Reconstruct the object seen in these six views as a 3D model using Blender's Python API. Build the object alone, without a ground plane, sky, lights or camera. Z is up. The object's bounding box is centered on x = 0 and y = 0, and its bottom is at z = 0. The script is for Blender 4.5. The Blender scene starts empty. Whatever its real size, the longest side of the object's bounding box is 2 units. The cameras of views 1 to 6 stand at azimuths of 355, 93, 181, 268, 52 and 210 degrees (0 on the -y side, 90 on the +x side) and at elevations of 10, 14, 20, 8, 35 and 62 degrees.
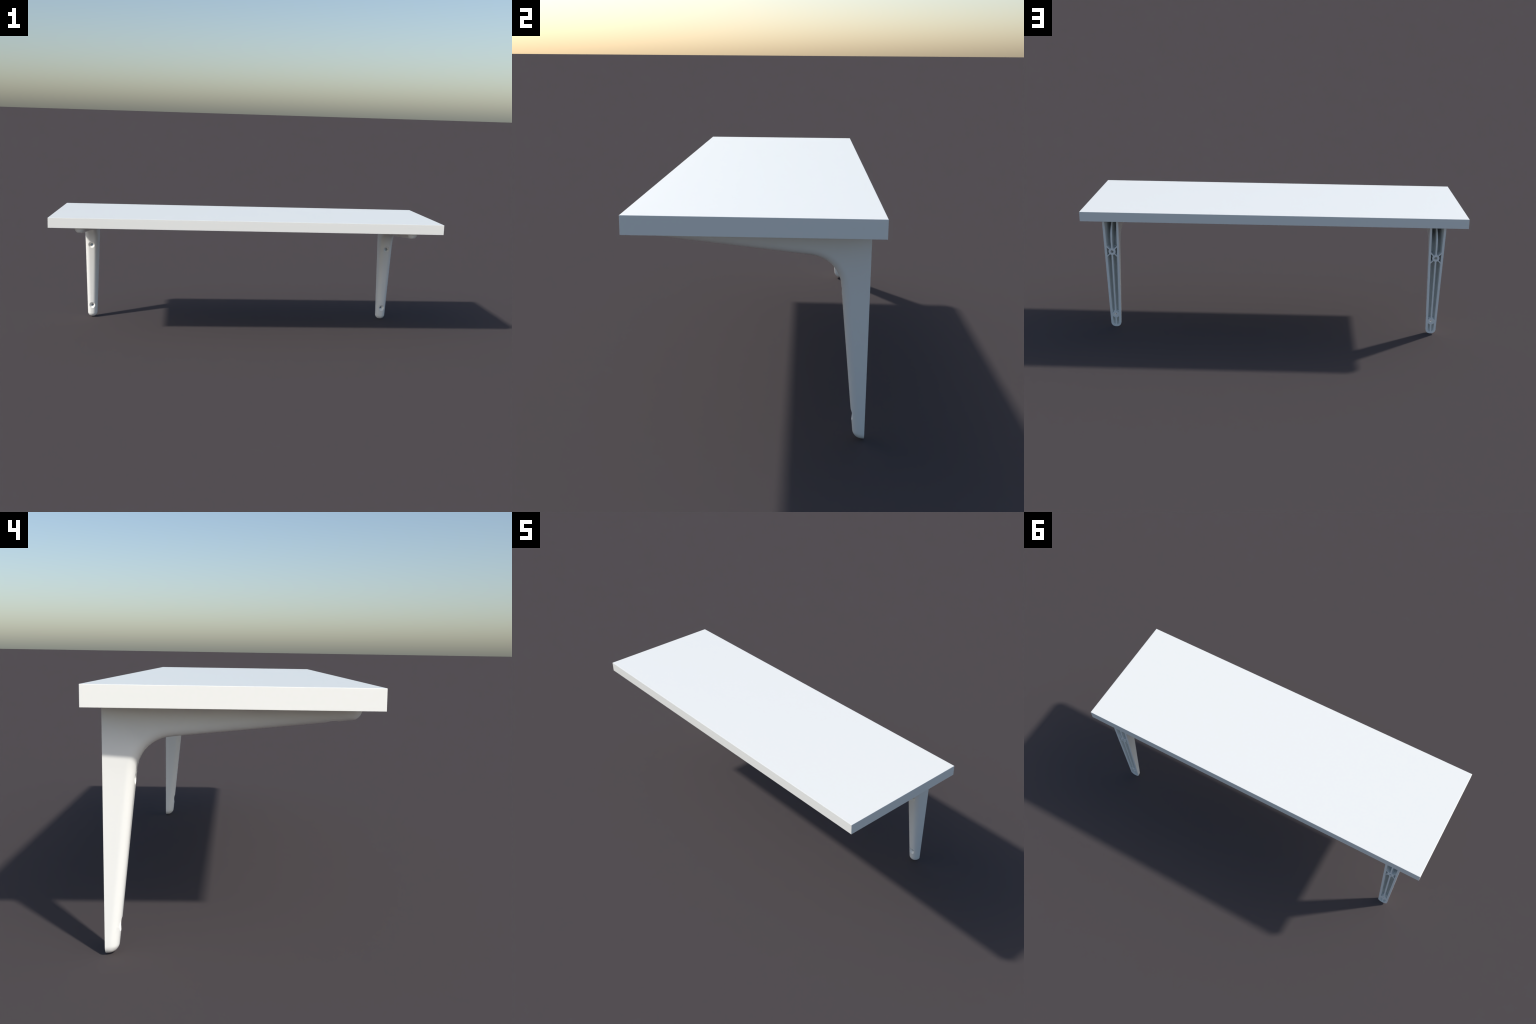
"""White wall shelf: a plain board on two hollow moulded plastic brackets."""
import bpy, bmesh, math
from mathutils import Vector, Matrix

# ------------------------------------------------------------------ sizes (m)
BOARD_X, BOARD_Y, BOARD_Z0, BOARD_Z1 = 1.000, 0.3315, 0.6026, 0.6531
BRACKET_X = 0.8497            # distance of each bracket from the middle
LEAN = {-1: 0.0050, 1: 0.0026}  # slight sideways tilt of each bracket (radians)
BACK_Y, TOP_Z = 0.3018, 0.6030  # outer planes of the bracket's L (wall / board)
ARM = 0.6030                  # length of either arm of the L
WALL, FLOOR = 0.0100, 0.0100  # moulded wall thickness: sides, front
ROUND = 0.0240                # rounding of the front edges
FILLET = 0.0910               # inner corner of the L
SCREW_AT = (0.1740, 0.5330)   # screw positions, measured from the corner
SCREW_R, SINK_R, BOSS_R = 0.0077, 0.0180, 0.0187
DRAFT = 0.070                 # sides lean inwards towards the front
RIB_T, BRACE_T = 0.0076, 0.0052
DEPTH0, DEPTH_K = 0.0904, 0.101   # depth of an arm = DEPTH0 - DEPTH_K * b
HALF0, HALF_K = 0.0427, 0.0271    # half width       = HALF0 - HALF_K * b


def depth_at(b):
    return DEPTH0 - DEPTH_K * b


def half_at(b):
    return HALF0 - HALF_K * b


# ------------------------------------------------------------------ materials
def white_material(name, colour, rough, grain, bump):
    m = bpy.data.materials.new(name)
    m.use_nodes = True
    nt = m.node_tree
    bsdf = nt.nodes["Principled BSDF"]
    tc = nt.nodes.new("ShaderNodeTexCoord")
    noise = nt.nodes.new("ShaderNodeTexNoise")
    noise.inputs["Scale"].default_value = grain
    noise.inputs["Detail"].default_value = 3.0
    nt.links.new(tc.outputs["Object"], noise.inputs["Vector"])
    ramp = nt.nodes.new("ShaderNodeValToRGB")
    c = Vector(colour)
    ramp.color_ramp.elements[0].position = 0.3
    ramp.color_ramp.elements[1].position = 0.7
    ramp.color_ramp.elements[0].color = (*(c * 0.992), 1)
    ramp.color_ramp.elements[1].color = (*c, 1)
    nt.links.new(noise.outputs["Fac"], ramp.inputs["Fac"])
    nt.links.new(ramp.outputs["Color"], bsdf.inputs["Base Color"])
    bsdf.inputs["Roughness"].default_value = rough
    bsdf.inputs["IOR"].default_value = 1.45
    if bump:
        b = nt.nodes.new("ShaderNodeBump")
        b.inputs["Strength"].default_value = bump
        b.inputs["Distance"].default_value = 0.0005
        nt.links.new(noise.outputs["Fac"], b.inputs["Height"])
        nt.links.new(b.outputs["Normal"], bsdf.inputs["Normal"])
    return m


BOARD_MAT = white_material("white_laminate", (0.985, 0.985, 0.930), 0.30, 90.0, 0.0)
PLASTIC_MAT = white_material("white_plastic", (0.985, 0.985, 0.938), 0.30, 160.0, 0.0)


# ------------------------------------------------------------------ helpers
def new_object(name, bm, mat, smooth_angle=35.0):
    bmesh.ops.recalc_face_normals(bm, faces=bm.faces[:])
    me = bpy.data.meshes.new(name)
    bm.to_mesh(me)
    bm.free()
    me.materials.append(mat)
    me.shade_smooth()
    me.set_sharp_from_angle(angle=math.radians(smooth_angle))
    ob = bpy.data.objects.new(name, me)
    bpy.context.scene.collection.objects.link(ob)
    return ob


def loft(sections, cap=True):
    bm = bmesh.new()
    rings = [[bm.verts.new(v) for v in s] for s in sections]
    n = len(rings[0])
    for r0, r1 in zip(rings, rings[1:]):
        for i in range(n):
            bm.faces.new((r0[i], r0[(i + 1) % n], r1[(i + 1) % n], r1[i]))
    if cap:
        bm.faces.new(rings[0])
        bm.faces.new(rings[-1])
    return bm


def boolean(ob, other, op):
    md = ob.modifiers.new("cut", 'BOOLEAN')
    md.operation, md.solver, md.object = op, 'EXACT', other
    dg = bpy.context.evaluated_depsgraph_get()
    me = bpy.data.meshes.new_from_object(ob.evaluated_get(dg))
    ob.modifiers.clear()
    old = ob.data
    ob.data = me
    me.name = old.name
    bpy.data.meshes.remove(old)


def discard(ob):
    me = ob.data
    bpy.data.objects.remove(ob)
    bpy.data.meshes.remove(me)


# The L is described in (p, q): p = depth in front of the wall plane,
# q = drop below the board plane.  Swapping p and q turns leg into arm.
def place(x, p, q):
    return Vector((x, BACK_Y - p, TOP_Z - q))


def on_arm(arm, x, a, b):
    """a = depth from the outer face, b = distance from the corner."""
    return place(x, b, a) if arm else place(x, a, b)


# fillet of the inner corner, in (p, q)
CORNER = DEPTH0 / (1 + DEPTH_K)                  # where the two front lines meet
HALF_ANGLE = math.pi / 4 + math.atan(DEPTH_K)    # half the inner angle
CENTRE = CORNER + FILLET / math.sin(HALF_ANGLE) / math.sqrt(2)
T_LEN = FILLET / math.tan(HALF_ANGLE)
TANGENT_B = CORNER + T_LEN * math.cos(math.atan(DEPTH_K))


def stations(inset_side=0.0, inset_front=0.0, inset_tip=0.0, overshoot=0.0):
    """Back point, front point and half width of each section, leg tip to arm tip."""
    leg = []
    r_front, r_side = 0.0230 - inset_front * .6, 0.0235 - inset_side * 1.15
    tip = ARM - inset_tip
    fracs = [1 - math.cos(i / 12 * math.pi / 2) for i in range(13)]
    for f in fracs:                               # rounded tip
        z = f * r_front
        b = tip - z
        d = depth_at(b) - inset_front
        w = half_at(b) - inset_side
        u = (r_front - z) / r_front
        d -= r_front * (1 - math.sqrt(max(0, 1 - u * u)))
        if z < r_side:
            u = (r_side - z) / r_side
            w -= r_side * (1 - math.sqrt(max(0, 1 - u * u)))
        leg.append(((-overshoot, b), (max(d, 0.002), b), w))
    b0, b1 = tip - r_front, TANGENT_B
    for i in range(1, 25):                        # straight taper
        b = b0 + (b1 - b0) * i / 24
        leg.append(((-overshoot, b), (depth_at(b) - inset_front, b), half_at(b) - inset_side))
    n = 14
    a0 = math.atan(DEPTH_K)
    a1 = math.pi / 4
    for i in range(1, n + 1):
        t = i / n
        a = a0 + (a1 - a0) * t
        rad = FILLET + inset_front
        f = (CENTRE - rad * math.cos(a), CENTRE - rad * math.sin(a))
        b = TANGENT_B * (1 - t) - overshoot * t
        bb = max(b, 0.0)
        leg.append(((-overshoot, b), f, half_at(bb + 0.02 * t * (1 - t)) - inset_side))
    arm = [((k[1], k[0]), (f[1], f[0]), w) for k, f, w in reversed(leg[:-1])]
    return leg + arm


def section(back, front, w, rnd):
    k, f = Vector(back), Vector(front)
    d = (f - k).length
    u = (f - k) / d
    r = min(rnd, d * 0.95)
    wf = w - DRAFT * (d - r)                      # half width where rounding starts
    r = min(r, wf * 0.97)
    wf = w - DRAFT * (d - r)
    pts = [(-w, 0.0), (-(w + wf) / 2, (d - r) * .5)]
    steps = 12
    for i in range(steps + 1):
        a = i / steps * math.pi / 2
        pts.append((-wf + r - r * math.cos(a), d - r + r * math.sin(a)))
    pts += [(-x, y) for x, y in reversed(pts)]
    out = []
    for x, s in pts:
        c = k + u * s
        out.append(place(x, c[0], c[1]))
    return out


def shell_solid():
    return loft([section(*s, ROUND) for s in stations()])


def shell_cavity():
    return loft([section(*s, ROUND - 0.010) for s in stations(WALL, FLOOR, 0.0112, 0.02)])


def turned(profile, arm, b, seg=40):
    """Solid of revolution about a screw axis; profile = (depth a, radius)."""
    secs = []
    for a, r in profile:
        secs.append([on_arm(arm, r * math.cos(i / seg * 2 * math.pi), a,
                            b + r * math.sin(i / seg * 2 * math.pi)) for i in range(seg)])
    return loft(secs)


def sink_profile(b, grow=0.0):
    d = depth_at(b)
    g = grow
    return [(-0.03, SCREW_R + g), (d - 0.0112, SCREW_R + g), (d - 0.0075, 0.0108 + g),
            (d - 0.0025, 0.0160 + g), (d - 0.0002, SINK_R + g), (d + 0.012, SINK_R + 0.0012 + g)]


def boss_profile(b):
    d = depth_at(b)
    return [(0.0005, BOSS_R - .0005), (0.0010, BOSS_R), (d - 0.0250, BOSS_R),
            (d - 0.0230, BOSS_R + .0035), (d - 0.0085, BOSS_R + .0035), (d - 0.0045, BOSS_R - .001)]


def plate(points, thick):
    """Flat rib: outline in (p, q), thickness along x."""
    return loft([[place(x, p, q) for p, q in points] for x in (-thick / 2, thick / 2)])


def front_points(b_from, b_to, skin, n=2):
    return [(depth_at(b_from + (b_to - b_from) * i / n) - skin,
             b_from + (b_to - b_from) * i / n) for i in range(n + 1)]


def rib_outlines():
    s0, s1 = SCREW_AT
    edge, skin, grip = 0.0010, 0.0080, 0.0135
    outs = []
    for lo, hi in ((s0 + grip, s1 - grip), (s1 + grip, ARM - 0.0085)):
        pts = front_points(lo, hi, skin)
        if hi > s1:
            pts[-1] = (pts[-1][0] - 0.009, hi)
        o = [(edge, hi), (edge, lo)] + pts
        outs += [o, [(q, p) for p, q in o]]
    # corner rib, its outer edge swept in an arc across the open corner
    start, r = s0 - grip, 0.105
    o = [(edge, start)]
    for i in range(17):
        a = i / 16 * math.pi / 2
        o.append((edge + r - r * math.cos(a), edge + r - r * math.sin(a)))
    o.append((start, edge))
    o.append((start, depth_at(start) - skin))
    arc = []
    a0 = math.atan(DEPTH_K)
    for i in range(17):
        a = math.pi / 2 - a0 - (math.pi / 2 - 2 * a0) * i / 16
        rad = FILLET + skin
        arc.append((CENTRE - rad * math.cos(a), CENTRE - rad * math.sin(a)))
    o += [pt for pt in arc if pt[0] < start - .001 and pt[1] < start - .001]
    o.append((depth_at(start) - skin, start))
    outs.append(o)
    return outs


def brace(arm, b, sx, sb):
    """Thin diagonal web between a boss and a side wall."""
    d = depth_at(b)
    u = Vector((sx, sb)).normalized()
    v = Vector((-u.y, u.x)) * BRACE_T / 2
    secs = []
    for a in (0.0012, d - 0.0165):
        ring = []
        for r, s in ((0.0145, -1), (0.0420, -1), (0.0420, 1), (0.0145, 1)):
            c = u * r + v * s
            ring.append(on_arm(arm, c.x, a, b + c.y))
        secs.append(ring)
    return loft(secs)


# ------------------------------------------------------------------ build
root = bpy.data.objects.new("wall_shelf", None)
bpy.context.scene.collection.objects.link(root)
root["label"] = "white wall shelf board on two hollow plastic brackets"
root["category"] = "wall shelf"

# board
bm = bmesh.new()
bmesh.ops.create_cube(bm, size=1.0, matrix=Matrix.Translation((0, 0, (BOARD_Z0 + BOARD_Z1) / 2))
                      @ Matrix.Diagonal((2 * BOARD_X, 2 * BOARD_Y, BOARD_Z1 - BOARD_Z0, 1)))
bmesh.ops.bevel(bm, geom=bm.edges[:], offset=0.0009, segments=2, profile=0.5, affect='EDGES')
board = new_object("shelf_board", bm, BOARD_MAT, 15)
board.parent = root

# bracket shell: solid minus cavity minus countersunk screw holes
shell = new_object("bracket", shell_solid(), PLASTIC_MAT)
cav = new_object("helper_cavity", shell_cavity(), PLASTIC_MAT)
boolean(shell, cav, 'DIFFERENCE')
discard(cav)
bosses, ribs = [], []
for arm in (False, True):
    for b in SCREW_AT:
        cut = new_object("helper_hole", turned(sink_profile(b, 0.0003), arm, b), PLASTIC_MAT)
        boolean(shell, cut, 'DIFFERENCE')
        discard(cut)
        boss = new_object("screw_boss", turned(boss_profile(b), arm, b), PLASTIC_MAT)
        cut = new_object("helper_hole", turned(sink_profile(b), arm, b), PLASTIC_MAT)
        boolean(boss, cut, 'DIFFERENCE')
        discard(cut)
        bosses.append(boss)
    for sx in (-1, 1):
        for sb in (-1, 1):
            ribs.append(new_object("brace_rib", brace(arm, SCREW_AT[0], sx, sb), PLASTIC_MAT))
for o in rib_outlines():
    ribs.append(new_object("centre_rib", plate(o, RIB_T), PLASTIC_MAT, 40))
for ob in [shell] + bosses:
    ob.data.shade_smooth()
    ob.data.set_sharp_from_angle(angle=math.radians(32))

for side in (-1, 1):
    if side == -1:
        body, parts = shell, bosses + ribs
    else:
        body = shell.copy()
        bpy.context.scene.collection.objects.link(body)
        parts = [p.copy() for p in bosses + ribs]
        for p in parts:
            bpy.context.scene.collection.objects.link(p)
    lean = LEAN[side]
    body.location = (side * BRACKET_X - TOP_Z * math.sin(lean), 0, 0)
    body.rotation_euler = (0, lean, 0)
    body.parent = root
    for p in parts:
        p.parent = body
